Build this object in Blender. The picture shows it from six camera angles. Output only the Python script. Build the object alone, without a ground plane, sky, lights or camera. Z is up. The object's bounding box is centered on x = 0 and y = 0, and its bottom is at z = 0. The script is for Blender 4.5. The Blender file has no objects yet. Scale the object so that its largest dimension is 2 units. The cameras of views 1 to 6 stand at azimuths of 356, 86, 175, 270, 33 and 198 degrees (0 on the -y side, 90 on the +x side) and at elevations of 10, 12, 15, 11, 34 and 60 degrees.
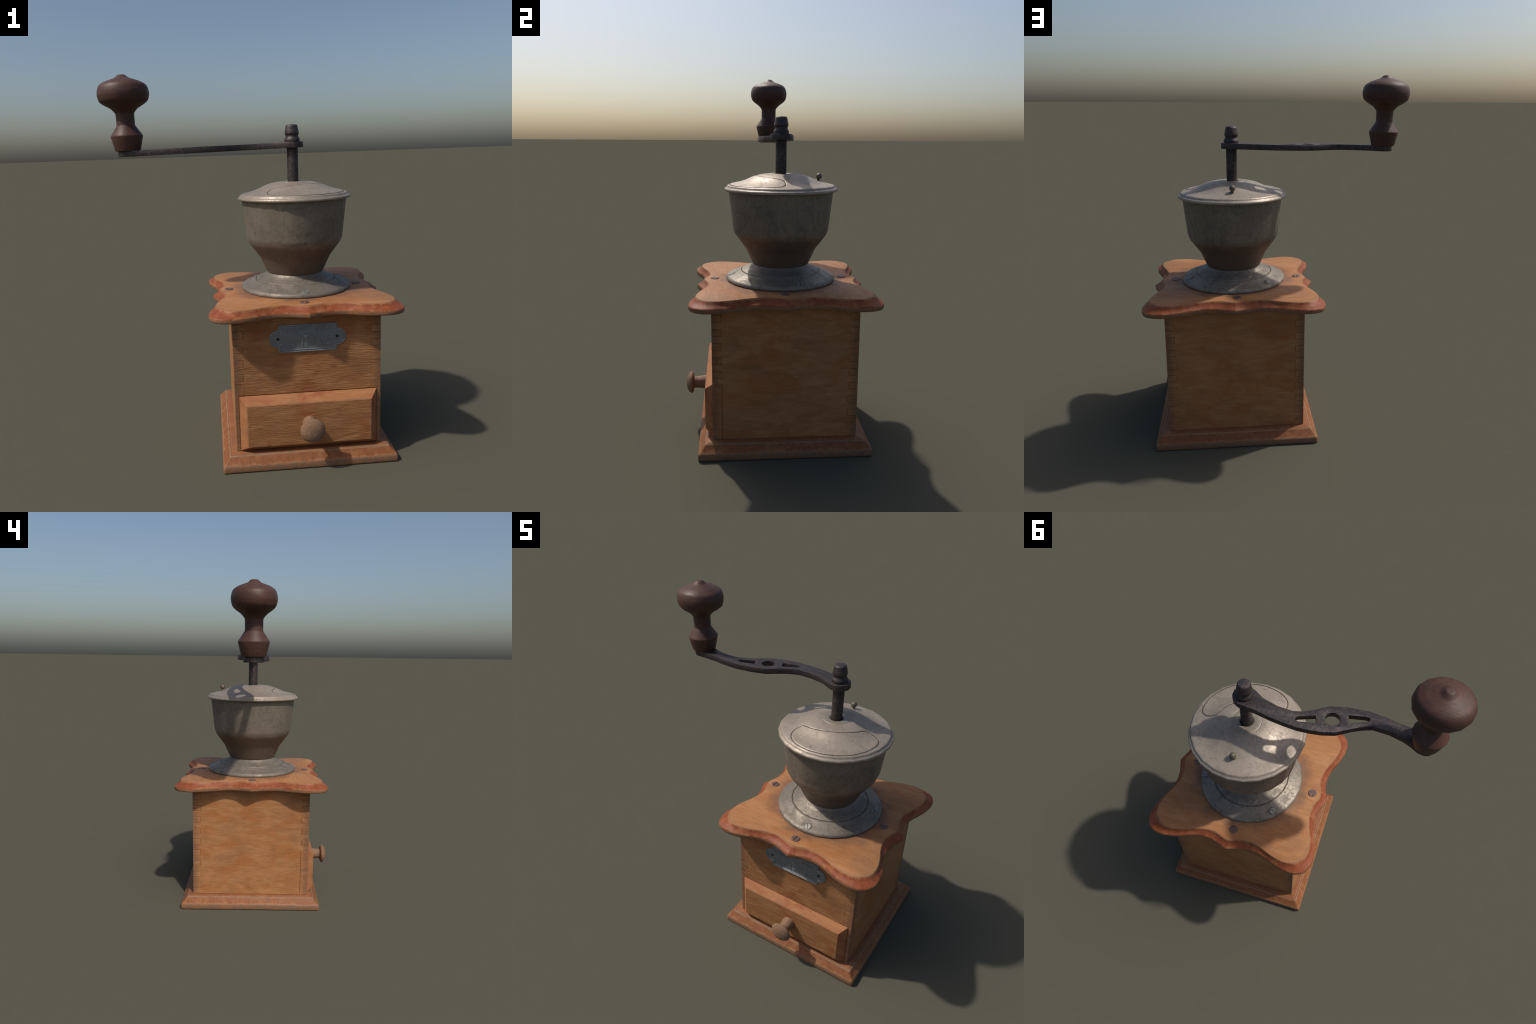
# Antique box coffee mill: beech case with finger joints, drawer, scalloped top
# board, tin hopper with lid, iron crank with a turned wooden grip.
import bpy, bmesh, math, random
from mathutils import Vector, Matrix, noise as mnoise

random.seed(7)
CX, CY = 0.262, 0.025            # axis of the case, hopper and spindle
PI = math.pi

# ------------------------------------------------------------------ scene tree
root = bpy.data.objects.new("coffee_mill", None)
root.location = (CX, CY, 0.0)
bpy.context.scene.collection.objects.link(root)
root["label"] = "old wooden box coffee mill with tin hopper and iron crank"
root["category"] = "coffee grinder"
bpy.context.view_layer.update()


def put(obj, parent=None):
    """Link an object below its part; meshes are modelled in world metres."""
    if obj.name not in bpy.context.scene.collection.objects:
        bpy.context.scene.collection.objects.link(obj)
    parent = parent or root
    m = obj.matrix_world.copy() if obj.parent else obj.matrix_basis.copy()
    obj.parent = parent
    pw = Matrix.Identity(4)
    p = parent
    while p is not None:
        pw = (p.matrix_parent_inverse @ p.matrix_basis) @ pw
        p = p.parent
    # chain of identity-placed parts: only the root carries an offset
    obj.matrix_parent_inverse = pw.inverted()
    obj.matrix_basis = m
    return obj


def mesh_object(name, verts, faces, mats, parent=None, smooth=None, face_mat=None):
    me = bpy.data.meshes.new(name)
    me.from_pydata([tuple(v) for v in verts], [], faces)
    me.update()
    for m in (mats if isinstance(mats, (list, tuple)) else [mats]):
        me.materials.append(m)
    if face_mat:
        for p, k in zip(me.polygons, face_mat):
            p.material_index = k
    ob = bpy.data.objects.new(name, me)
    put(ob, parent)
    if smooth is not None:
        shade(ob, smooth)
    return ob


def shade(ob, angle):
    me = ob.data
    me.polygons.foreach_set("use_smooth", [True] * len(me.polygons))
    bm = bmesh.new(); bm.from_mesh(me)
    lim = math.radians(angle)
    for e in bm.edges:
        if len(e.link_faces) == 2:
            e.smooth = e.calc_face_angle(0.0) < lim
    bm.to_mesh(me); bm.free()


def fix_normals(ob):
    bm = bmesh.new(); bm.from_mesh(ob.data)
    bmesh.ops.recalc_face_normals(bm, faces=bm.faces[:])
    bm.to_mesh(ob.data); bm.free()


# ------------------------------------------------------------------- materials
class Nodes:
    def __init__(self, name):
        self.mat = bpy.data.materials.new(name)
        self.mat.use_nodes = True
        self.t = self.mat.node_tree
        self.bsdf = self.t.nodes["Principled BSDF"]
        self.co = self.t.nodes.new("ShaderNodeTexCoord").outputs["Object"]

    def new(self, kind, **kw):
        n = self.t.nodes.new(kind)
        for k, v in kw.items():
            setattr(n, k, v)
        return n

    def link(self, a, b):
        self.t.links.new(a, b)

    def put(self, sock, v):
        if isinstance(v, bpy.types.NodeSocket):
            self.link(v, sock)
        else:
            sock.default_value = v

    def mapping(self, scale=(1, 1, 1), loc=(0, 0, 0), rot=(0, 0, 0), src=None):
        n = self.new("ShaderNodeMapping")
        n.inputs["Scale"].default_value = scale
        n.inputs["Location"].default_value = loc
        n.inputs["Rotation"].default_value = rot
        self.link(src or self.co, n.inputs["Vector"])
        return n.outputs["Vector"]

    def noise(self, vec, scale, detail=4.0, rough=0.55, distort=0.0):
        n = self.new("ShaderNodeTexNoise")
        self.link(vec, n.inputs["Vector"])
        n.inputs["Scale"].default_value = scale
        n.inputs["Detail"].default_value = detail
        n.inputs["Roughness"].default_value = rough
        n.inputs["Distortion"].default_value = distort
        return n.outputs["Fac"]

    def ramp(self, fac, stops):
        n = self.new("ShaderNodeValToRGB")
        r = n.color_ramp
        while len(r.elements) < len(stops):
            r.elements.new(0.5)
        for e, (p, c) in zip(r.elements, stops):
            e.position = p
            e.color = (c, c, c, 1) if isinstance(c, (int, float)) else (*c, 1)
        self.link(fac, n.inputs["Fac"])
        return n.outputs["Color"]

    def step(self, v, a, b, lo=0.0, hi=1.0):
        n = self.new("ShaderNodeMapRange", interpolation_type="SMOOTHSTEP")
        self.link(v, n.inputs["Value"])
        n.inputs["From Min"].default_value = a
        n.inputs["From Max"].default_value = b
        n.inputs["To Min"].default_value = lo
        n.inputs["To Max"].default_value = hi
        return n.outputs["Result"]

    def math(self, op, a, b=0.0, c=0.0):
        n = self.new("ShaderNodeMath", operation=op)
        for s, v in zip(n.inputs, (a, b, c)):
            self.put(s, v)
        return n.outputs[0]

    def mix(self, fac, a, b, mode="MIX"):
        n = self.new("ShaderNodeMix", data_type="RGBA", blend_type=mode)
        self.put(n.inputs[0], fac)
        for s, v in ((n.inputs[6], a), (n.inputs[7], b)):
            self.put(s, (*v, 1) if isinstance(v, tuple) else v)
        return n.outputs[2]

    def xyz(self, vec=None):
        n = self.new("ShaderNodeSeparateXYZ")
        self.link(vec or self.co, n.inputs[0])
        return n.outputs

    def bump(self, height, strength, dist, prev=None):
        n = self.new("ShaderNodeBump")
        self.link(height, n.inputs["Height"])
        n.inputs["Strength"].default_value = strength
        n.inputs["Distance"].default_value = dist
        if prev is not None:
            self.link(prev, n.inputs["Normal"])
        return n.outputs["Normal"]

    def finish(self, color, rough, normal=None, metallic=0.0, spec=0.5, coat=0.0):
        b = self.bsdf.inputs
        self.put(b["Base Color"], color if isinstance(color, bpy.types.NodeSocket) else (*color, 1))
        self.put(b["Roughness"], rough)
        self.put(b["Metallic"], metallic)
        b["Specular IOR Level"].default_value = spec
        b["Coat Weight"].default_value = coat
        if normal is not None:
            self.link(normal, b["Normal"])
        return self.mat


def stretch(axis, along, across):
    s = [across] * 3
    s[axis] = along
    return tuple(s)


def wood(name, axis, light, dark, accent, seed=0.0, fibre_bump=0.25, rough=0.55,
         spec=0.22, corner_grime=False, flange_grime=False, blotch=0.6, spec_line=0.35, rot=(0, 0, 0), arris_y=None):
    """Planed softly worn beech: long fibres along one axis, amber blotches,
    fine dark pore lines, and optional hand grime on the corners."""
    n = Nodes(name)
    off = (seed, seed * 1.7, seed * 0.6)
    base = n.mapping((1, 1, 1), (0, 0, 0), rot)
    fib = n.noise(n.mapping(stretch(axis, 14, 170), off, src=base), 1.0, 5.0, 0.62, 0.4)
    wide = n.noise(n.mapping(stretch(axis, 6, 22), off, src=base), 1.0, 5.0, 0.6, 0.8)
    cloud = n.noise(n.mapping(stretch(axis, 4.5, 7.5), off, src=base), 1.0, 4.0, 0.55, 0.8)
    speck = n.noise(n.mapping(stretch(axis, 45, 330), off, src=base), 1.0, 3.0, 0.6)
    col = n.mix(n.step(wide, 0.34, 0.66), dark, light)
    col = n.mix(n.math("MULTIPLY", n.step(cloud, 0.47, 0.66), blotch), col, accent)
    col = n.mix(n.step(fib, 0.38, 0.60, 0.22, 0.0), col, tuple(c * 0.5 for c in dark))
    line = n.step(fib, 0.35, 0.28)
    col = n.mix(n.math("MULTIPLY", line, spec_line), col, tuple(c * 0.28 for c in dark))
    col = n.mix(n.step(speck, 0.52, 0.72, 0.0, 0.30), col, tuple(min(1, c * 1.25) for c in light))
    pore = n.noise(n.mapping(stretch(axis, 11, 300), off, src=base), 1.0, 4.0, 0.6, 0.3)
    col = n.mix(n.math("MULTIPLY", n.step(pore, 0.39, 0.30), min(0.75, spec_line * 1.6)), col, tuple(c * 0.40 for c in dark))
    if arris_y:
        yy = n.xyz()[1]
        worn = n.math("ADD", yy, n.math("MULTIPLY", n.math("SUBTRACT", n.noise(n.mapping((40, 40, 40), off), 1.0, 5.0, 0.65), 0.5), 0.016))
        col = n.mix(n.step(worn, arris_y + 0.0045, arris_y + 0.0005, 0.0, 0.8), col, (0.20, 0.125, 0.080))
    smut = n.noise(n.mapping(stretch(axis, 4, 6), off), 1.0, 6.0, 0.66, 0.6)
    col = n.mix(n.step(smut, 0.48, 0.68, 0.0, 0.42), col, (0.200, 0.100, 0.050))
    g = None
    if corner_grime:
        x, y, z = n.xyz()
        ax = n.math("ABSOLUTE", n.math("SUBTRACT", x, CX))
        ay = n.math("ABSOLUTE", n.math("SUBTRACT", y, CY))
        near = n.math("MINIMUM", ax, ay)          # both large only at a corner
        wob = n.math("MULTIPLY", n.math("SUBTRACT", n.noise(n.mapping((9, 9, 26), off), 1.0, 5.0), 0.5), 0.05)
        g = n.step(n.math("ADD", near, wob), 0.328, 0.366)
        g = n.math("MULTIPLY", g, n.step(n.noise(n.mapping((20, 20, 60), off), 1.0, 5.0), 0.3, 0.62, 0.25, 0.62))
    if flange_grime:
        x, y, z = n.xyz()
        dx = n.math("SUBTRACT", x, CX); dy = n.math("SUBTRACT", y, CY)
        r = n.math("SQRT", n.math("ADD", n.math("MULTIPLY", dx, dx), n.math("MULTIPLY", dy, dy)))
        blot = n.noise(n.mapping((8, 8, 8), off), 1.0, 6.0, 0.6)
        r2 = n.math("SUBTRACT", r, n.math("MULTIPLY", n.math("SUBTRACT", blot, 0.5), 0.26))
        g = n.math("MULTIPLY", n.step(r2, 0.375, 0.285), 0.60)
    if g is not None:
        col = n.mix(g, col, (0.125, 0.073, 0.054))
    h = n.math("ADD", n.math("MULTIPLY", fib, 1.0), n.math("MULTIPLY", wide, 0.7))
    nor = n.bump(h, fibre_bump, 0.006)
    rg = n.step(fib, 0.3, 0.7, rough + 0.08, rough - 0.06)
    return n.finish(col, rg, nor, spec=spec)


def varnish(name, red, worn, grey, zlo, zhi, seed=0.0, amount=0.5, mid_t=0.6, half_t=0.37):
    """Red-brown stained moulding, rubbed through to pale wood along its two
    arrises (given by height) and in patches, with greyish dirt on the arris."""
    n = Nodes(name)
    off = (seed, seed * 2.1, seed)
    x, y, z = n.xyz()
    t = n.math("DIVIDE", n.math("SUBTRACT", z, zlo), zhi - zlo)
    big = n.noise(n.mapping((11, 11, 11), off), 1.0, 5.0, 0.6)
    mid = n.noise(n.mapping((34, 34, 34), off), 1.0, 5.0, 0.65)
    fine = n.noise(n.mapping((110, 110, 130), off), 1.0, 4.0, 0.65)
    fib = n.noise(n.mapping((90, 90, 200), off), 1.0, 4.0, 0.6)
    wob = n.math("ADD", n.math("MULTIPLY", n.math("SUBTRACT", mid, 0.5), 1.7),
                 n.math("MULTIPLY", n.math("SUBTRACT", big, 0.5), 1.6))
    e = n.math("DIVIDE", n.math("ABSOLUTE", n.math("SUBTRACT", t, mid_t)), half_t)
    wear = n.step(n.math("ADD", e, n.math("MULTIPLY", wob, 0.8)), 0.52, 0.92)
    patch = n.step(n.math("ADD", big, n.math("MULTIPLY", n.math("SUBTRACT", mid, 0.5), 0.6)), 0.5, 0.62)
    col = n.mix(n.step(mid, 0.35, 0.65), tuple(c * 0.86 for c in red), tuple(c * 1.12 for c in red))
    col = n.mix(n.math("MULTIPLY", patch, amount), col, worn)
    col = n.mix(n.math("MULTIPLY", wear, 0.85), col, worn)
    rim = n.math("ADD", e, n.math("MULTIPLY", n.math("SUBTRACT", fine, 0.5), 0.35))
    dirt = n.math("MULTIPLY", n.step(rim, 0.90, 1.02), n.step(mid, 0.38, 0.58, 0.30, 0.85))
    col = n.mix(dirt, col, grey)
    col = n.mix(n.step(fib, 0.35, 0.6, 0.30, 0.0), col, tuple(c * 0.6 for c in red))
    nor = n.bump(n.math("ADD", fine, mid), 0.12, 0.004)
    return n.finish(col, n.step(mid, 0.3, 0.7, 0.45, 0.60), nor, spec=0.2)


def tin(name, light, dark, brown=None, seed=0.0, rough=0.42, metallic=0.75, tarnish=0.5):
    n = Nodes(name)
    off = (seed, seed * 1.3, seed * 0.4)
    m = n.mapping((1, 1, 1), off)
    cloud = n.noise(m, 6.0, 5.0, 0.6, 0.3)
    stain = n.noise(m, 14.0, 8.0, 0.68, 0.4)
    grit = n.noise(m, 75.0, 4.0, 0.65)
    scr = n.noise(n.mapping((60, 60, 14), off), 1.0, 4.0, 0.6)
    col = n.mix(n.step(cloud, 0.32, 0.66), dark, light)
    col = n.mix(n.math("MULTIPLY", n.step(stain, 0.50, 0.64), tarnish), col, tuple(c * 0.55 for c in dark))
    col = n.mix(n.step(grit, 0.48, 0.70, 0.0, 0.5), col, tuple(c * 0.6 for c in dark))
    col = n.mix(n.step(scr, 0.50, 0.72, 0.0, 0.25), col, tuple(min(1.0, c * 1.35) for c in light))
    if brown:
        x, y, z = n.xyz()
        b = n.noise(m, 5.0, 4.0, 0.6)
        band = n.step(n.math("ADD", z, n.math("MULTIPLY", n.math("SUBTRACT", b, 0.5), 0.12)), 1.12, 1.07)
        col = n.mix(n.math("MULTIPLY", band, 0.7), col, brown)
    pit = n.step(n.noise(m, 38.0, 3.0, 0.5), 0.66, 0.76)
    col = n.mix(n.math("MULTIPLY", pit, 0.55), col, tuple(c * 0.3 for c in dark))
    rg = n.step(n.math("ADD", n.math("MULTIPLY", stain, 0.6), n.math("MULTIPLY", grit, 0.4)), 0.35, 0.65, rough - 0.05, rough + 0.16)
    nor = n.bump(n.math("ADD", n.math("MULTIPLY", grit, 0.5), n.math("MULTIPLY", stain, 1.0)), 0.10, 0.006)
    return n.finish(col, rg, nor, metallic=metallic, spec=0.5)


def iron(name, base=(0.060, 0.052, 0.055), rust=(0.085, 0.050, 0.042), metallic=0.6, rough=0.5):
    n = Nodes(name)
    grit = n.noise(n.co, 60.0, 6.0, 0.68)
    big = n.noise(n.co, 16.0, 5.0, 0.6)
    col = n.mix(n.step(grit, 0.4, 0.65), base, rust)
    col = n.mix(n.step(big, 0.5, 0.7, 0.0, 0.5), col, tuple(c * 0.55 for c in base))
    nor = n.bump(grit, 0.45, 0.006)
    return n.finish(col, n.step(big, 0.3, 0.7, rough - 0.08, rough + 0.1), nor, metallic=metallic)


BODY_L, BODY_D, BODY_A = (0.405, 0.195, 0.082), (0.330, 0.145, 0.056), (0.330, 0.115, 0.034)
front_wood = wood("front_beech", 0, (0.405, 0.192, 0.078), (0.32, 0.137, 0.052), (0.30, 0.096, 0.032), 3.1, 0.9, blotch=0.75, corner_grime=True, spec_line=0.25)
back_wood = wood("back_beech", 0, BODY_L, BODY_D, BODY_A, 9.4, 0.25, corner_grime=True, blotch=0.75)
side_wood = wood("side_beech", 1, BODY_L, BODY_D, BODY_A, 5.2, 0.25, corner_grime=True, blotch=0.75)
board_wood = wood("board_beech", 0, (0.385, 0.182, 0.076), (0.330, 0.143, 0.056), (0.330, 0.125, 0.043), 1.3, 0.12, flange_grime=True, spec=0.2, blotch=0.7, spec_line=0.25)
drawer_wood = wood("drawer_beech", 0, (0.400, 0.190, 0.078), (0.31, 0.132, 0.050), (0.285, 0.090, 0.030), 12.7, 0.6, blotch=0.8, spec_line=0.25)
bevel_wood = wood("drawer_bevel_beech", 0, (0.385, 0.170, 0.072), (0.34, 0.138, 0.056), (0.280, 0.072, 0.034), 6.6, 0.12, blotch=0.85, spec_line=0.1, arris_y=-0.3910, spec=0.2)
knob_wood = wood("knob_beech", 2, (0.315, 0.190, 0.122), (0.240, 0.138, 0.088), (0.25, 0.14, 0.085), 2.2, 0.9, rot=(0, 0.75, 0))
base_top_wood = wood("plinth_beech", 0, (0.275, 0.116, 0.050), (0.228, 0.087, 0.037), (0.21, 0.066, 0.029), 8.1, 0.15, spec=0.2)
cove_red = varnish("red_stain_moulding", (0.235, 0.062, 0.024), (0.345, 0.152, 0.064), (0.165, 0.107, 0.074), 0.796, 0.8455, 4.0, 0.22, 0.60, 0.385)
plinth_red = varnish("red_stain_plinth", (0.212, 0.077, 0.029), (0.285, 0.127, 0.052), (0.155, 0.100, 0.066), 0.0, 0.0765, 7.0, 0.4, 0.72, 0.27)
arris = wood("rubbed_arris", 0, (0.265, 0.155, 0.088), (0.175, 0.106, 0.066), (0.29, 0.13, 0.058), 15.0, 0.2, blotch=0.8, spec=0.2)
tin_lid = tin("lid_tin", (0.350, 0.288, 0.226), (0.280, 0.230, 0.181), None, 1.0, 0.46, 0.35, tarnish=0.35)
tin_bowl = tin("hopper_tin", (0.225, 0.184, 0.140), (0.165, 0.136, 0.106), (0.105, 0.068, 0.045), 4.0, 0.52, 0.35, tarnish=0.45)
tin_flange = tin("flange_tin", (0.235, 0.197, 0.154), (0.165, 0.140, 0.110), None, 8.0, 0.50, 0.42, tarnish=0.55)
brass = tin("dull_brass", (0.15, 0.125, 0.088), (0.115, 0.095, 0.066), None, 2.0, 0.5, 0.4)
collar_tin = tin("collar_tin", (0.30, 0.260, 0.200), (0.24, 0.205, 0.160), None, 3.0, 0.46, 0.45)
black_iron = iron("black_iron", (0.046, 0.041, 0.043), (0.088, 0.062, 0.056))
screw_iron = iron("screw_iron", (0.120, 0.082, 0.080), (0.165, 0.095, 0.082), 0.3, 0.5)
screw_tin = tin("screw_tin", (0.27, 0.26, 0.24), (0.20, 0.19, 0.175), None, 5.0, 0.42, 0.5)
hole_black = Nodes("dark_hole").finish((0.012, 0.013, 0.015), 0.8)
plate_zinc = tin("nameplate_zinc", (0.205, 0.213, 0.216), (0.180, 0.187, 0.190), None, 11.0, 0.48, 0.45, tarnish=0.12)
bead_zinc = tin("bead_zinc", (0.285, 0.297, 0.308), (0.245, 0.255, 0.266), None, 13.0, 0.38, 0.5, tarnish=0.10)  # plate metal lightened so raised beads and letters look lit against it
seam_shadow_paint = Nodes("seam_shadow_paint").finish((0.045, 0.038, 0.030), 0.8)  # dark colour of the tube that draws the shadow gap round the hatch


def grip_material():
    """Dark stained turned wood, worn satin: lathe rings plus streaky grain."""
    n = Nodes("dark_turned_wood")
    ring = n.noise(n.mapping((5, 5, 130)), 1.0, 5.0, 0.6, 0.2)
    streak = n.noise(n.mapping((16, 150, 60)), 1.0, 5.0, 0.62, 0.3)
    cloud = n.noise(n.co, 10.0, 5.0, 0.6)
    col = n.mix(n.step(ring, 0.34, 0.66), (0.062, 0.027, 0.019), (0.084, 0.036, 0.024))
    col = n.mix(n.step(streak, 0.42, 0.66, 0.0, 0.65), col, (0.043, 0.025, 0.021))
    col = n.mix(n.step(cloud, 0.48, 0.68, 0.0, 0.65), col, (0.088, 0.040, 0.026))
    pit = n.step(n.noise(n.co, 45.0, 4.0), 0.66, 0.74)
    col = n.mix(n.math("MULTIPLY", pit, 0.6), col, (0.02, 0.012, 0.010))
    h = n.math("SUBTRACT", n.math("ADD", ring, streak), n.math("MULTIPLY", pit, 0.8))
    return n.finish(col, n.step(cloud, 0.3, 0.7, 0.58, 0.46), n.bump(h, 0.18, 0.006), spec=0.35)


grip_wood = grip_material()

# -------------------------------------------------------------- shape helpers


def round_profile(pts, d):
    """Soften the corners of an (r, z) profile by a distance d (or per point)."""
    out = [pts[0]]
    for i in range(1, len(pts) - 1):
        p0, p, p1 = Vector(pts[i - 1]), Vector(pts[i]), Vector(pts[i + 1])
        dd = d[i] if isinstance(d, (list, tuple)) else d
        a = p + (p0 - p).normalized() * min(dd, 0.42 * (p0 - p).length)
        b = p + (p1 - p).normalized() * min(dd, 0.42 * (p1 - p).length)
        for t in (0.0, 0.33, 0.67, 1.0):
            out.append(tuple(a * (1 - t) ** 2 + p * 2 * t * (1 - t) + b * t * t))
    out.append(pts[-1])
    return out


def facet(theta, n, phase=0.0):
    """Radius factor that turns a circle into a regular n-gon."""
    w = 2 * PI / n
    a = (theta - phase) % w
    return math.cos(w / 2) / math.cos(a - w / 2)


def lathe(name, profile, centre, mat, parent=None, sides=24, sub=4, phase=0.0,
          axis="Z", squash=None, post=None, smooth=40):
    """Turned part: profile of (radius, height), turned as a faceted n-gon whose
    shading stays round."""
    n = sides * sub
    verts, flat, faces = [], [], []
    for r, h in profile:
        for k in range(n):
            th = 2 * PI * k / n
            sx = squash(h) if squash else 1.0
            verts.append((r * math.cos(th) * sx, r * math.sin(th), h))
            f = facet(th, sides, phase)
            flat.append((r * math.cos(th) * sx * f, r * math.sin(th) * f, h))
    for i in range(len(profile) - 1):
        for k in range(n):
            a, b = i * n + k, i * n + (k + 1) % n
            faces.append((a, b, b + n, a + n))
    for end, rev in ((0, True), (len(profile) - 1, False)):
        if profile[end][0] > 1e-6:
            ring = [end * n + k for k in range(n)]
            faces.append(tuple(reversed(ring)) if rev else tuple(ring))
    c = Vector(centre)

    def place(v):
        v = Vector(v)
        if axis == "-Y":                       # height runs towards -y
            v = Vector((v.x, -v.z, v.y))
        v = v + c
        return post(v) if post else v
    ob = mesh_object(name, [place(v) for v in verts], faces, mat, parent, smooth)
    me = ob.data
    try:
        nor = [v.vector.copy() for v in me.corner_normals]
        for v, p in zip(me.vertices, flat):
            v.co = place(p)
        me.update()
        me.normals_split_custom_set(nor)
    except Exception as ex:
        print("normals", ex)
    return ob


def spline(pts, per=6, closed=False):
    """Catmull-Rom through control points."""
    out = []
    m = len(pts)
    segs = m if closed else m - 1
    for i in range(segs):
        g = lambda j: Vector(pts[j % m]) if closed else Vector(pts[max(0, min(m - 1, j))])
        p0, p1, p2, p3 = g(i - 1), g(i), g(i + 1), g(i + 2)
        for k in range(per):
            t = k / per
            out.append(0.5 * ((2 * p1) + (p2 - p0) * t + (2 * p0 - 5 * p1 + 4 * p2 - p3) * t * t
                              + (3 * p1 - p0 - 3 * p2 + p3) * t ** 3))
    if not closed:
        out.append(Vector(pts[-1]))
    return out


def prism(name, outline, depth0, depth1, plane, mat, parent=None, bevel=0.0012, seg=1):
    """Board cut to an outline: plane 'xz' (depth along y) or 'yz' (depth along x)."""
    bm = bmesh.new()
    vs = []
    for a, b in outline:
        vs.append(bm.verts.new((a, depth0, b) if plane == "xz" else (depth0, a, b)))
    f = bm.faces.new(vs)
    r = bmesh.ops.extrude_face_region(bm, geom=[f])
    vec = Vector((0, depth1 - depth0, 0)) if plane == "xz" else Vector((depth1 - depth0, 0, 0))
    bmesh.ops.translate(bm, verts=[v for v in r["geom"] if isinstance(v, bmesh.types.BMVert)], vec=vec)
    bmesh.ops.recalc_face_normals(bm, faces=bm.faces[:])
    if bevel:
        bmesh.ops.bevel(bm, geom=bm.edges[:], offset=bevel, segments=seg, affect="EDGES", profile=0.5)
    me = bpy.data.meshes.new(name)
    bm.to_mesh(me); bm.free()
    me.materials.append(mat)
    ob = bpy.data.objects.new(name, me)
    return put(ob, parent)


def sheet(name, splines, thick, bevel, matrix, mat, parent=None, res=2, post=None):
    """Flat part cut from sheet, with holes: 2D filled outline, extruded."""
    cu = bpy.data.curves.new(name, "CURVE")
    cu.dimensions = "2D"
    cu.fill_mode = "BOTH"
    cu.extrude = max(thick / 2 - bevel, 0.0)
    cu.bevel_depth = bevel
    cu.bevel_resolution = res
    cu.offset = -bevel
    for pts in splines:
        s = cu.splines.new("POLY")
        s.points.add(len(pts) - 1)
        for p, q in zip(s.points, pts):
            p.co = (q[0], q[1], 0, 1)
        s.use_cyclic_u = True
    return from_curve(name, cu, matrix, mat, parent, post)


def from_curve(name, cu, matrix, mat, parent=None, post=None):
    tmp = bpy.data.objects.new(name + "_curve", cu)
    bpy.context.scene.collection.objects.link(tmp)
    dg = bpy.context.evaluated_depsgraph_get()
    me = bpy.data.meshes.new_from_object(tmp.evaluated_get(dg))
    bpy.data.objects.remove(tmp)
    bpy.data.curves.remove(cu)
    me.transform(matrix)
    if post:
        for v in me.vertices:
            v.co = post(v.co.copy())
    me.name = name
    me.materials.clear()
    me.materials.append(mat)
    ob = bpy.data.objects.new(name, me)
    bm = bmesh.new(); bm.from_mesh(me)
    bmesh.ops.remove_doubles(bm, verts=bm.verts[:], dist=1e-5)
    bm.to_mesh(me); bm.free()
    put(ob, parent)
    shade(ob, 35)
    return ob


def circle(x, y, r, n, start=0.0):
    return [(x + r * math.cos(start + 2 * PI * k / n), y + r * math.sin(start + 2 * PI * k / n)) for k in range(n)]


# ------------------------------------------------------------------ the plinth
def rounded_square(half, rad, n=6):
    pts = []
    for qx, qy, a0 in ((1, 1, 0), (-1, 1, 90), (-1, -1, 180), (1, -1, 270)):
        for k in range(n + 1):
            a = math.radians(a0 + 90 * k / n)
            pts.append((qx * (half - rad) + rad * math.cos(a), qy * (half - rad) + rad * math.sin(a)))
    return pts


def build_plinth():
    rings = [(0.4492, 0.0, .010), (0.4505, 0.0015, .012), (0.4510, 0.006, .014), (0.4508, 0.028, .014),
             (0.4477, 0.034, .013), (0.4425, 0.0385, .011), (0.416, 0.068, .006), (0.413, 0.0715, .005),
             (0.4095, 0.0735, .004), (0.4075, 0.0725, .004), (0.405, 0.0725, .004), (0.402, 0.0755, .004), (0.398, 0.0765, .004)]
    verts, faces, fm = [], [], []
    n = 0
    for half, z, rad in rings:
        ring = rounded_square(half, rad)
        n = len(ring)
        verts += [(CX + x, CY + y, z) for x, y in ring]
    for i in range(len(rings) - 1):
        for k in range(n):
            a, b = i * n + k, i * n + (k + 1) % n
            faces.append((a, b, b + n, a + n))
            fm.append(0 if i < 6 else 2 if i < 9 else 1)
    faces.append(tuple(range(n - 1, -1, -1))); fm.append(0)
    faces.append(tuple((len(rings) - 1) * n + k for k in range(n))); fm.append(1)
    return mesh_object("plinth", verts, faces, [plinth_red, base_top_wood, arris], None, 40, fm)


build_plinth()

# ------------------------------------------------------- finger-jointed case
Z0, STEP, NF = 0.0775, 0.0375, 19            # finger pitch up the corner
HALF, TH = 0.3753, 0.049                     # half width of the case, board thickness
LEG = 8                                      # fingers 0..7 are the plain front post
OPEN = 0.3558                                 # half width of the drawer opening


GAP = 0.0007                                 # open seam round each finger


def comb(lo, hi, own_lo, own_hi, first=0):
    """Outline of a board whose two ends reach the corner only where it owns the
    finger; elsewhere it stops at the thickness of the neighbouring board."""
    def end(own, outer, inner):
        pts = []
        for k in range(first, NF):
            z0, z1 = Z0 + k * STEP, Z0 + (k + 1) * STEP
            mine = own(k)
            g0 = 0.0 if k == first else (GAP if mine else -GAP)
            g1 = 0.0 if k == NF - 1 else (GAP if mine else -GAP)
            pts += [(outer if mine else inner, z0 + g0), (outer if mine else inner, z1 - g1)]
        return pts
    raw = end(own_hi, hi, hi - TH - GAP) + end(own_lo, lo, lo + TH + GAP)[::-1]
    out = []
    for p in raw:                              # drop repeats and points on a straight run
        while len(out) >= 2 and abs(out[-1][0] - p[0]) < 1e-9 and abs(out[-2][0] - p[0]) < 1e-9:
            out.pop()
        out.append(p)
    return out


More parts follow.
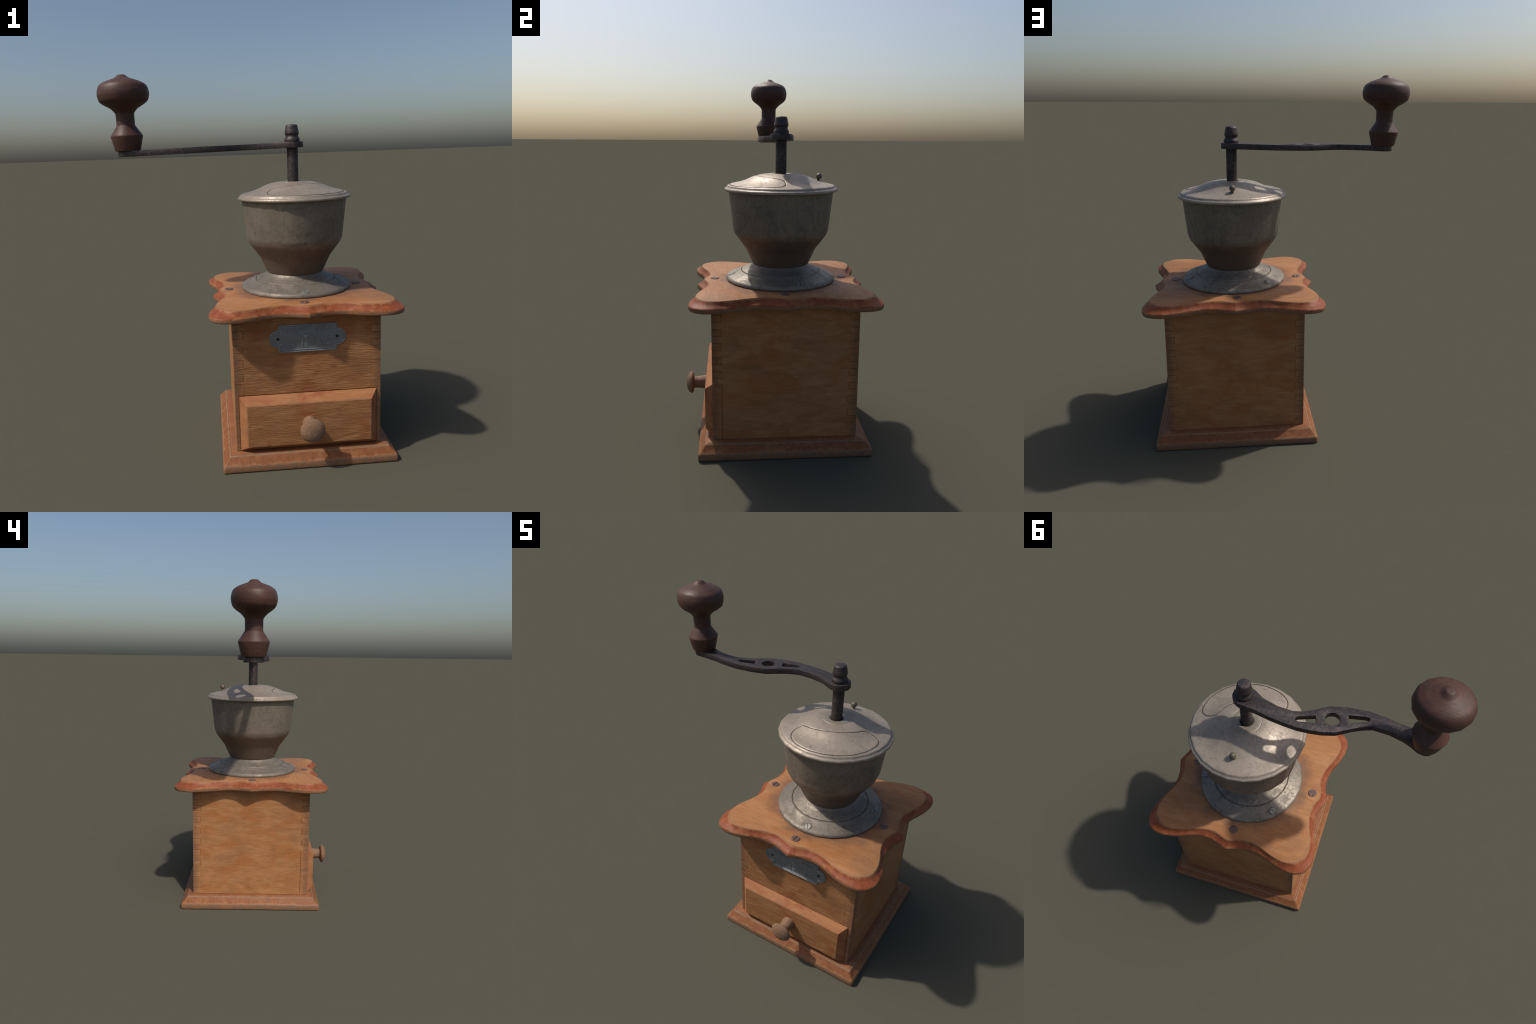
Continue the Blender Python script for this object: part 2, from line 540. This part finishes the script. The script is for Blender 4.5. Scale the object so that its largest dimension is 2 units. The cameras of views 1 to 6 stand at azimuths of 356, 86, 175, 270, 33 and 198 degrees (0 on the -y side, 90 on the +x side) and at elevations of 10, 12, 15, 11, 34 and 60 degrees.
front_own = lambda k: k < LEG or k % 2 == 1
back_own = lambda k: k % 2 == 1
x0, x1, y0, y1 = CX - HALF, CX + HALF, CY - HALF, CY + HALF
zt = Z0 + LEG * STEP
case = bpy.data.objects.new("case", None)
put(case)
prism("front_panel", comb(x0, x1, front_own, front_own, LEG), y0, y0 + TH, "xz", front_wood, case)
for a, b in ((x0, CX - OPEN), (CX + OPEN, x1)):
    prism("front_post", [(a, Z0), (b, Z0), (b, zt - GAP), (a, zt - GAP)], y0, y0 + TH - GAP, "xz", side_wood, case)
prism("back_panel", comb(x0, x1, back_own, back_own), y1 - TH, y1, "xz", back_wood, case)
side_line = comb(y0, y1, lambda k: not front_own(k), lambda k: not back_own(k))
prism("side_panel", side_line, x0, x0 + TH, "yz", side_wood, case)
prism("side_panel", side_line, x1 - TH, x1, "yz", side_wood, case)

# ------------------------------------------------------------------ the drawer
def build_drawer():
    cz0, cz1 = 0.0795, 0.3745
    #        half x, z low, z high, y
    rings = [(0.3545, cz0, cz1, -0.300), (0.3545, cz0, cz1, -0.3500), (0.3530, cz0 + .002, cz1 - .002, -0.3525),
             (0.3200, 0.1115, 0.3375, -0.3885), (0.3165, 0.1150, 0.3340, -0.3910)]
    verts, faces, fm = [], [], []
    for h, a, b, y in rings:
        verts += [(CX - h, y, a), (CX + h, y, a), (CX + h, y, b), (CX - h, y, b)]
    for i in range(len(rings) - 1):
        for k in range(4):
            p, q = i * 4 + k, i * 4 + (k + 1) % 4
            faces.append((p, q, q + 4, p + 4)); fm.append(1)
    faces.append((0, 1, 2, 3)); fm.append(0)
    n = 4 * (len(rings) - 1)
    faces.append((n + 3, n + 2, n + 1, n)); fm.append(0)
    ob = mesh_object("drawer", verts, faces, [drawer_wood, bevel_wood], None, None, fm)
    fix_normals(ob)
    bm = bmesh.new(); bm.from_mesh(ob.data)
    bmesh.ops.bevel(bm, geom=[e for e in bm.edges if e.calc_face_angle(0) > 0.3], offset=0.0016, segments=2, affect="EDGES", profile=0.5)
    bm.to_mesh(ob.data); bm.free()
    return ob


drawer = build_drawer()
knob_profile = [(0.000, 0.1195), (0.020, 0.1190), (0.042, 0.1130), (0.058, 0.1015), (0.0645, 0.0925),
                (0.0625, 0.0865), (0.054, 0.0800), (0.034, 0.0780), (0.0335, 0.060), (0.036, 0.030), (0.0385, 0.012), (0.037, -0.004), (0.0, -0.004)]
knob_profile = [(r, h) for r, h in reversed(knob_profile)]
lathe("knob", round_profile(knob_profile, 0.004), (CX - 0.003, -0.3895, 0.230), knob_wood, drawer, 12, 4, 0.2, "-Y")

# --------------------------------------------------------- scalloped top board
OUTER = [(0.000, .459), (0.030, .4495), (0.070, .4345), (0.120, .4262), (0.165, .4275), (0.210, .4380), (0.250, .4535),
         (0.300, .4710), (0.345, .4810), (0.380, .4835), (0.412, .4795), (0.438, .4690), (0.4565, .4565)]
INNER = [(0.000, .420), (0.030, .4120), (0.065, .3985), (0.110, .3915), (0.155, .3965), (0.200, .4095), (0.245, .4270),
         (0.290, .4405), (0.330, .4470), (0.360, .4455), (0.384, .4390), (0.403, .4270), (0.4140, .4140)]


def scallop(octant, per=5):
    """Full outline from one eighth (cusp in the middle of a side to the corner)."""
    half = spline(octant + [(b, a) for a, b in reversed(octant[:-1])], per)   # one quarter
    quarter = [(v.x, v.y) for v in half][:-1]
    out = []
    for k in range(4):
        for t, d in quarter:
            x, y = t, d
            # quarter runs from the +y cusp to the +x cusp; turn it clockwise
            for _ in range(k):
                x, y = y, -x
            out.append((x, y))
    return out[::-1]


def build_top_board():
    o, i = scallop(OUTER), scallop(INNER)
    n = len(o)
    prof = [(0.9, 0.7895), (0.10, 0.7895), (0.035, 0.7915), (0.0, 0.7965), (0.0, 0.8085), (0.02, 0.8122), (0.06, 0.8145),
            (0.18, 0.8172), (0.34, 0.8205), (0.50, 0.8243), (0.65, 0.8285), (0.78, 0.8335), (0.88, 0.8387),
            (0.94, 0.8420), (0.985, 0.8440), (1.08, 0.8452)]
    verts, faces, fm = [], [], []
    for w, z in prof:
        for (ox, oy), (ix, iy) in zip(o, i):
            verts.append((CX + ox * 1.0060 + (ix - ox) * w, CY + oy * 1.0060 + (iy - oy) * w, z))
    for r in range(len(prof) - 1):
        for k in range(n):
            a, b = r * n + k, r * n + (k + 1) % n
            faces.append((a, b, b + n, a + n)); fm.append(2 if r == 14 else 1 if 2 <= r < 14 else 0)
    faces.append(tuple(reversed(range(n)))); fm.append(0)
    faces.append(tuple((len(prof) - 1) * n + k for k in range(n))); fm.append(0)
    return mesh_object("top_board", verts, faces, [board_wood, cove_red, arris], None, 50, fm)


board = build_top_board()


# --------------------------------------------------------------------- screws
def screw_mesh(name, r, h, slot, mat):
    """Slotted countersunk head: two half discs beside a sunk slot."""
    bm = bmesh.new()
    n = 20
    for sgn in (1, -1):
        a0 = math.asin(slot / r)
        arc = [(r * math.cos(a), r * math.sin(a)) for a in [a0 + (PI - 2 * a0) * k / n for k in range(n + 1)]]
        prev = []
        for scale, z in ((1.0, -h), (1.0, h * 0.55), (0.93, h)):
            prev.append([bm.verts.new((x * scale, sgn * (slot + (y - slot) * scale), z)) for x, y in arc])
        for A, B in zip(prev[:-1], prev[1:]):
            m = len(A)
            for k in range(m):
                bm.faces.new((A[k], A[(k + 1) % m], B[(k + 1) % m], B[k]))
        bm.faces.new(prev[-1])
    ring = [bm.verts.new((r * 0.98 * math.cos(2 * PI * k / 24), r * 0.98 * math.sin(2 * PI * k / 24), -h * 0.55)) for k in range(24)]
    bm.faces.new(ring)
    bmesh.ops.recalc_face_normals(bm, faces=bm.faces[:])
    me = bpy.data.meshes.new(name)
    bm.to_mesh(me); bm.free()
    me.materials.append(mat)
    me.materials.append(hole_black)
    for p in me.polygons:
        if len(p.vertices) == 24:
            p.material_index = 1
    return me


def place_screw(me, name, loc, normal, turn, parent):
    q = Vector((0, 0, 1)).rotation_difference(Vector(normal)).to_matrix().to_4x4()
    ob = bpy.data.objects.new(name, me)
    ob.matrix_basis = Matrix.Translation(loc) @ q @ Matrix.Rotation(math.radians(turn), 4, "Z")
    put(ob, parent)


wood_screw = screw_mesh("wood_screw", 0.0240, 0.0030, 0.0028, screw_iron)
for dx, dy, turn in ((-0.011, -0.364, 84), (-0.372, -0.004, 85), (-0.013, 0.350, 48), (0.343, -0.005, 10)):
    place_screw(wood_screw, "wood_screw", (CX + dx, CY + dy, 0.8460), (0, 0, 1), turn, board)

# --------------------------------------------------- mounting flange of hopper
flange_prof = [(0.296, 0.8455), (0.3005, 0.8475), (0.3015, 0.8545), (0.2985, 0.8620), (0.2925, 0.8675), (0.284, 0.8712),
               (0.262, 0.8785), (0.240, 0.8880), (0.2285, 0.8945), (0.2215, 0.8965), (0.2200, 0.8915), (0.2180, 0.8915), (0.2160, 0.8990), (0.196, 0.9065),
               (0.176, 0.9150), (0.163, 0.9235), (0.154, 0.9330), (0.149, 0.940), (0.120, 0.940)]
flange = lathe("flange", round_profile(flange_prof, 0.0012), (CX, CY, 0), tin_flange, None, 24, 4)
flange_screw = screw_mesh("flange_screw", 0.0180, 0.0026, 0.0021, screw_tin)
for ang, rad, turn in ((-88, 0.272, 118), (17.3, 0.270, 5), (135.5, 0.268, -15)):
    a = math.radians(ang)
    slope = (0.8785 - 0.8880) / (0.262 - 0.240)
    nrm = Vector((-slope * math.cos(a), -slope * math.sin(a), 1)).normalized()
    z = 0.8785 + (rad - 0.262) * slope
    place_screw(flange_screw, "flange_screw", (CX + rad * math.cos(a), CY + rad * math.sin(a), z + 0.0012), nrm, turn, flange)
    # ring pressed into the tin around the screw
    rim = lathe("screw_seat", round_profile([(0.0188, -0.004), (0.0190, 0.0006), (0.0212, 0.0018), (0.0245, 0.0004), (0.025, -0.004)], 0.0006),
                (0, 0, 0), tin_flange, flange, 24, 1)
    rim.data.transform(Matrix.Translation((CX + rad * math.cos(a), CY + rad * math.sin(a), z)) @ Vector((0, 0, 1)).rotation_difference(nrm).to_matrix().to_4x4())

# --------------------------------------------------------------------- hopper
bowl_prof = [(0.140, 0.925), (0.1500, 0.930), (0.1570, 0.940), (0.1915, 1.018), (0.2505, 1.0985), (0.2615, 1.125), (0.2840, 1.334), (0.280, 1.338), (0.20, 1.338)]
hopper = lathe("hopper", round_profile(bowl_prof, [0, .003, .008, .009, .008, .009, .003, .001, 0]), (CX, CY, 0), tin_bowl, None, 24, 4, smooth=60)

# ------------------------------------------------------------------------ lid
LID = [(0.034, 1.422), (0.040, 1.4242), (0.060, 1.4260), (0.078, 1.4258), (0.100, 1.4238), (0.125, 1.4182), (0.150, 1.4105), (0.175, 1.3995),
       (0.200, 1.3890), (0.230, 1.3800), (0.260, 1.3735), (0.284, 1.3680), (0.2915, 1.3640), (0.2945, 1.3590), (0.2985, 1.3545), (0.3045, 1.3505), (0.3075, 1.3450), (0.3070, 1.3395)]
lid_curve = spline(LID, 12)
# kidney-shaped hatch, (radius, angle in degrees) round the lid
HATCH = [(0.186, -137), (0.225, -134), (0.255, -127.5), (0.270, -119), (0.277, -108), (0.280, -90), (0.280, -68), (0.280, -48), (0.276, -28),
         (0.268, -13), (0.254, -4), (0.228, 0.5), (0.198, 1.5), (0.174, -1), (0.160, -9), (0.151, -21), (0.139, -42), (0.134, -62), (0.136, -84), (0.147, -103), (0.160, -119), (0.172, -131)]
hatch_line = [(v.x, v.y) for v in spline([(r * math.cos(math.radians(a)), r * math.sin(math.radians(a))) for r, a in HATCH], 10, True)]


def seg_dist(px, py, a, b):
    dx, dy = b[0] - a[0], b[1] - a[1]
    t = max(0.0, min(1.0, ((px - a[0]) * dx + (py - a[1]) * dy) / (dx * dx + dy * dy)))
    return math.hypot(px - a[0] - dx * t, py - a[1] - dy * t)


def inside(px, py, poly):
    c = False
    j = len(poly) - 1
    for i in range(len(poly)):
        xi, yi = poly[i]; xj, yj = poly[j]
        if (yi > py) != (yj > py) and px < (xj - xi) * (py - yi) / (yj - yi) + xi:
            c = not c
        j = i
    return c


def build_lid():
    import numpy as np
    rz = []
    pts = [(v.x, v.y) for v in lid_curve]
    # resample so that the hatch groove is resolved
    acc = [0.0]
    for a, b in zip(pts[:-1], pts[1:]):
        acc.append(acc[-1] + math.hypot(a[0] - b[0], a[1] - b[1]))
    m = 190
    s = np.linspace(0, acc[-1], m)
    R = np.interp(s, acc, [p[0] for p in pts]); Z = np.interp(s, acc, [p[1] for p in pts])
    n = 720
    th = np.arange(n) * 2 * PI / n
    X = R[:, None] * np.cos(th); Y = R[:, None] * np.sin(th); ZZ = np.repeat(Z[:, None], n, 1)
    P = np.stack([X.ravel(), Y.ravel()], 1)
    d = np.full(len(P), 9.0)
    H = np.array(hatch_line)
    for a, b in zip(H, np.roll(H, -1, 0)):
        ab = b - a
        t = np.clip(((P - a) @ ab) / (ab @ ab), 0, 1)
        d = np.minimum(d, np.hypot(*(P - a - t[:, None] * ab).T))
    ins = np.zeros(len(P), bool)
    for a, b in zip(H, np.roll(H, -1, 0)):
        c = (a[1] > P[:, 1]) != (b[1] > P[:, 1])
        with np.errstate(divide="ignore", invalid="ignore"):
            ins ^= c & (P[:, 0] < (b[0] - a[0]) * (P[:, 1] - a[1]) / (b[1] - a[1]) + a[0])
    groove = -0.0032 * np.exp(-(d / 0.0021) ** 2)
    raise_ = np.where(ins, 0.0012 * np.clip(d / 0.005, 0, 1), 0.0)
    # hammered unevenness of the thin tin
    wav = np.array([mnoise.noise(Vector((x * 9, y * 9, 3.3))) for x, y in P]) * 0.0011
    # pressed ring round the collar
    r = np.hypot(P[:, 0], P[:, 1])
    ring = -0.0012 * np.exp(-((r - 0.076) / 0.0022) ** 2)
    ZZ = ZZ.ravel() + groove + raise_ + wav + ring
    verts = np.stack([P[:, 0] + CX, P[:, 1] + CY, ZZ], 1)
    f = np.array([facet(t, 24) for t in th])
    blend = np.clip((r - 0.22) / 0.07, 0, 1)
    ff = 1 + (np.tile(f, m) - 1) * blend
    flat = np.stack([P[:, 0] * ff + CX, P[:, 1] * ff + CY, ZZ], 1)
    # closing underside
    low = len(verts)
    under = [(0.3045, 1.3365), (0.297, 1.3360), (0.285, 1.3375), (0.20, 1.345), (0.034, 1.345)]
    uv, uf = [], []
    for rr, zz in under:
        for k in range(n):
            uv.append((CX + rr * math.cos(th[k]), CY + rr * math.sin(th[k]), zz))
            g = f[k] if rr > 0.28 else 1.0
            uf.append((CX + rr * g * math.cos(th[k]), CY + rr * g * math.sin(th[k]), zz))
    verts = np.vstack([verts, uv]); flat = np.vstack([flat, uf])
    rows = m + len(under)
    faces, fin = [], []
    for i in range(rows):
        for k in range(n):
            a, b = i * n + k, i * n + (k + 1) % n
            j = (i + 1) % rows
            faces.append((a, j * n + k, j * n + (k + 1) % n, b))
            fin.append(bool(i < m - 1 and ins[a] and ins[b] and ins[j * n + k]))
    # the normals of the whole round lid serve both pieces
    me = bpy.data.meshes.new("whole")
    me.from_pydata(verts.tolist(), [], faces); me.update()
    nor = [v.vector.copy() for v in me.vertex_normals]
    if nor[5 * n].z < 0:
        nor = [-v for v in nor]
        faces = [tuple(reversed(q)) for q in faces]
    bpy.data.meshes.remove(me)
    out = []
    for name, want in (("lid", False), ("lid_hatch", True)):
        sel = [q for q, t in zip(faces, fin) if t == want]
        used = sorted({v for q in sel for v in q})
        idx = {v: i for i, v in enumerate(used)}
        ob = mesh_object(name, [tuple(flat[v]) for v in used], [tuple(idx[v] for v in q) for q in sel], tin_lid, out[0] if out else None)
        ob.data.polygons.foreach_set("use_smooth", [True] * len(ob.data.polygons))
        ob.data.normals_split_custom_set_from_vertices([nor[v] for v in used])
        out.append(ob)
    return out[0]


lid = build_lid()
seam = bpy.data.curves.new("hatch_shadow_line", "CURVE")
seam.dimensions = "3D"
seam.bevel_depth = 0.0015
seam.bevel_resolution = 1
sp = seam.splines.new("POLY")
sp.points.add(len(hatch_line) - 1)
sp.use_cyclic_u = True
for p, (hx, hy) in zip(sp.points, hatch_line):
    r = math.hypot(hx, hy)
    for a, b in zip(LID[:-1], LID[1:]):
        if a[0] <= r <= b[0]:
            z = a[1] + (b[1] - a[1]) * (r - a[0]) / (b[0] - a[0])
    p.co = (CX + hx, CY + hy, z - 0.0008, 1)
from_curve("hatch_shadow_line", seam, Matrix.Identity(4), seam_shadow_paint, lid)
lathe("collar", round_profile([(0.030, 1.405), (0.0395, 1.405), (0.0385, 1.4250), (0.042, 1.4268), (0.060, 1.4275), (0.0735, 1.4267), (0.0755, 1.4250), (0.074, 1.417)], 0.0012), (CX, CY, 0), collar_tin, lid, 24, 2)
PEG = Vector((CX, CY + 0.199, 1.385))
lean = lambda v: PEG + Matrix.Rotation(math.radians(-15), 3, "X") @ (Vector(v) - PEG)
lathe("peg", round_profile([(0.020, 1.380), (0.0190, 1.387), (0.0120, 1.3935), (0.0075, 1.3970), (0.0115, 1.4005), (0.0160, 1.4060), (0.0175, 1.4125), (0.0160, 1.4195), (0.0110, 1.4260), (0.0055, 1.4292), (0.0, 1.4300)], 0.0014),
      (CX, CY + 0.199, 0), brass, lid, 12, 2, post=lean)

# ---------------------------------------------------------------- the spindle
SX, SY = 0.2615, 0.0240
lathe("spindle", round_profile([(0.0, 1.36), (0.0300, 1.36), (0.0300, 1.612), (0.0, 1.612)], 0.001), (SX, SY, 0), black_iron, None, 16, 2)
lathe("bore_shadow_disc", [(0.0, 1.4200), (0.0392, 1.4200), (0.0392, 1.4190), (0.0, 1.4190)], (CX, CY, 0), hole_black, lid, 24, 1)  # flat black disc modelled as the shadow in the shaft hole

# ------------------------------------------------------------------ the crank
TILT = math.radians(1.19)                    # the arm sags slightly towards its grip
PIV = Vector((SX, SY, 1.635))


def sag(v):
    d = Vector(v) - PIV
    return PIV + Vector((d.x * math.cos(TILT) - d.z * math.sin(TILT), d.y, d.x * math.sin(TILT) + d.z * math.cos(TILT)))


crank = bpy.data.objects.new("crank", None)
put(crank)
GX, GY = -0.866, -0.009                      # grip axis, relative to the spindle
edge_back = [(-0.035, 0.0625), (-0.07, .0660), (-.15, .0820), (-.215, .0910), (-.285, .0965), (-.345, .0935), (-.400, .0855), (-.462, .0670), (-.525, .0255), (-.570, .0010),
             (-.620, -.0180), (-.700, -.0140), (-.768, .0030), (-.808, .0205), (-.840, .0400)]
edge_front = [(-.835, -.0640), (-.800, -.0670), (-.723, -.0755), (-.685, -.0850), (-.583, -.0960), (-.487, -.0880), (-.410, -.0700), (-.395, -.0640), (-.335, -.0230),
              (-.287, .0020), (-.243, .0140), (-.170, .0100), (-.090, -.0120), (-.042, -.0430)]
arc_end = [(GX + 0.054 * math.cos(math.radians(a)), GY + 0.054 * math.sin(math.radians(a))) for a in (95, 120, 150, 180, 210, 240, 265)]
arc_hub = [(0.0585 * math.cos(math.radians(a)), 0.0585 * math.sin(math.radians(a))) for a in (-105, -75, -45, -15, 15, 45, 75, 97)]
arm_line = edge_back + arc_end + edge_front + arc_hub
hole = circle(-0.430, 0.0005, 0.0362, 14, 0.1)
slot = [(-.350, .0050), (-.3655, .0455), (-.297, .0595), (-.280, .0620), (-.269, .0600), (-.264, .0520), (-.266, .0430), (-.275, .0350)]
slot2 = [(-0.860 - x, 0.001 - y) for x, y in slot]
sheet("arm", [arm_line, hole, slot, slot2], 0.0305, 0.0015, Matrix.Translation((SX, SY, 1.635 - 0.01525)), black_iron, crank, 1, sag)
cap_prof = [(0.0, 1.634), (0.0420, 1.634), (0.0425, 1.648), (0.0395, 1.6555), (0.0350, 1.6620), (0.0345, 1.6690), (0.0365, 1.6730), (0.0395, 1.6790), (0.0385, 1.6880), (0.0325, 1.7190),
            (0.0280, 1.7250), (0.010, 1.7265), (0.0045, 1.7267), (0.003, 1.7290), (0.0, 1.7295)]
lathe("cap_nut", round_profile(cap_prof, 0.0022), (SX, SY, 0), black_iron, crank, 12, 3, 0.1, post=sag)
grip_prof = [(0.0, 1.634), (0.0655, 1.634), (0.0840, 1.7110), (0.0475, 1.7640), (0.0480, 1.8260), (0.0690, 1.8500), (0.0960, 1.8680), (0.1140, 1.8860), (0.1228, 1.9250), (0.1120, 1.9670),
             (0.0870, 1.9840), (0.0375, 2.0015), (0.0190, 2.0165), (0.0140, 2.0180), (0.0, 2.0180)]


def belly(h):
    """The bulb is slightly wider along the crank than across it."""
    return 1.0 + 0.105 * max(0.0, min(1.0, (h - 1.852) / 0.03)) * max(0.0, min(1.0, (1.998 - h) / 0.04))


lathe("grip", round_profile(grip_prof, [0, .002, .003, .006, .008, .010, .012, .014, .018, .016, .012, .005, .005, .002, 0]),
      (SX + GX, SY + GY, 0), grip_wood, crank, 16, 3, 0.0, squash=belly, post=sag, smooth=60)

# ------------------------------------------------------------------ nameplate
NX, NZ, NY = CX + 0.0005, 0.6665, y0          # centre on the front panel
W2, H2, EAR, EARX = 0.147, 0.0715, 0.0450, 0.1495


def plate_line(inset):
    """Rectangle with round ears, shrunk by inset."""
    w, h, r = W2 - inset, H2 - inset, EAR - inset
    pts = []
    for sgn in (1, -1):
        a0 = math.acos(max(-1, min(1, (w - EARX) / r)))
        # right side corner (upper), ear arc, lower corner -- then mirrored by rotation
        pts.append((sgn * w, sgn * h))
        for k in range(17):
            a = a0 - 2 * a0 * k / 16
            pts.append((sgn * (EARX + r * math.cos(a)), sgn * r * math.sin(a)))
        pts.append((sgn * w, -sgn * h))
    return pts


FACE = Matrix.Rotation(PI / 2, 4, "X")        # xy drawing -> xz plane facing -y


def on_front(depth):
    return Matrix.Translation((NX, NY - depth, NZ)) @ FACE


nameplate = sheet("nameplate", [plate_line(0.0)], 0.0040, 0.0010, on_front(0.0020), plate_zinc)
sheet("border_bead", [plate_line(0.0006), plate_line(0.0062)], 0.0070, 0.0024, on_front(0.0040), bead_zinc, nameplate, 2)
sheet("border_bead", [plate_line(0.0108), plate_line(0.0150)], 0.0060, 0.0019, on_front(0.0040), bead_zinc, nameplate, 2)
for sx in (-1, 1):
    lathe("nail_hole", [(0.0, -0.004), (0.0082, -0.004), (0.0082, 0.0006), (0.0, 0.0006)], (NX + sx * 0.1495, NY - 0.0042, NZ), hole_black, nameplate, 16, 1, 0, "-Y")


def lettering(text, x, z, size, width):
    cu = bpy.data.curves.new("lettering", "FONT")
    cu.body = text
    cu.size = size
    cu.align_x = "CENTER"; cu.align_y = "CENTER"
    cu.extrude = 0.0022
    cu.bevel_depth = 0.0003
    cu.resolution_u = 3
    tmp = bpy.data.objects.new("tmp", cu)
    bpy.context.scene.collection.objects.link(tmp)
    bpy.context.view_layer.update()
    w = max(tmp.dimensions.x, 1e-4)
    bpy.data.objects.remove(tmp)
    m = on_front(0.0044) @ Matrix.Translation((x, z, 0)) @ Matrix.Diagonal((width / w, 1, 1, 1))
    return from_curve("lettering", cu, m, bead_zinc, nameplate)


lettering("ECHTER", -0.084, 0.036, 0.020, 0.066)
lettering("GUSS", -0.094, -0.038, 0.019, 0.048)
lettering("STAHL", 0.078, 0.038, 0.019, 0.074)
lettering("1912", 0.080, 0.003, 0.026, 0.080)
lettering("JAHR", 0.080, -0.034, 0.020, 0.072)


def burr_symbol():
    """Embossed milling burr between the words: cap, stem and toothed barrel."""
    def block(a, b, c, d, lift=0.0012):
        sheet("burr_emblem", [[(a, c), (b, c), (b, d), (a, d)]], lift * 3, 0.0008, on_front(0.0042), bead_zinc, nameplate, 1)
    cap = spline([(-0.030, 0.024), (-0.012, 0.030), (0.002, 0.037), (0.018, 0.030), (0.016, 0.027), (0.001, 0.030), (-0.012, 0.024), (-0.028, 0.019)], 4, True)
    sheet("burr_emblem", [[(v.x, v.y) for v in cap]], 0.0040, 0.0008, on_front(0.0042), bead_zinc, nameplate, 1)
    block(-0.0285, -0.0235, -0.046, -0.002)
    block(-0.020, 0.004, 0.000, 0.016, 0.0008)
    for k in range(5):
        block(-0.016, 0.002, -0.044 + 0.0092 * k, -0.039 + 0.0092 * k)


burr_symbol()
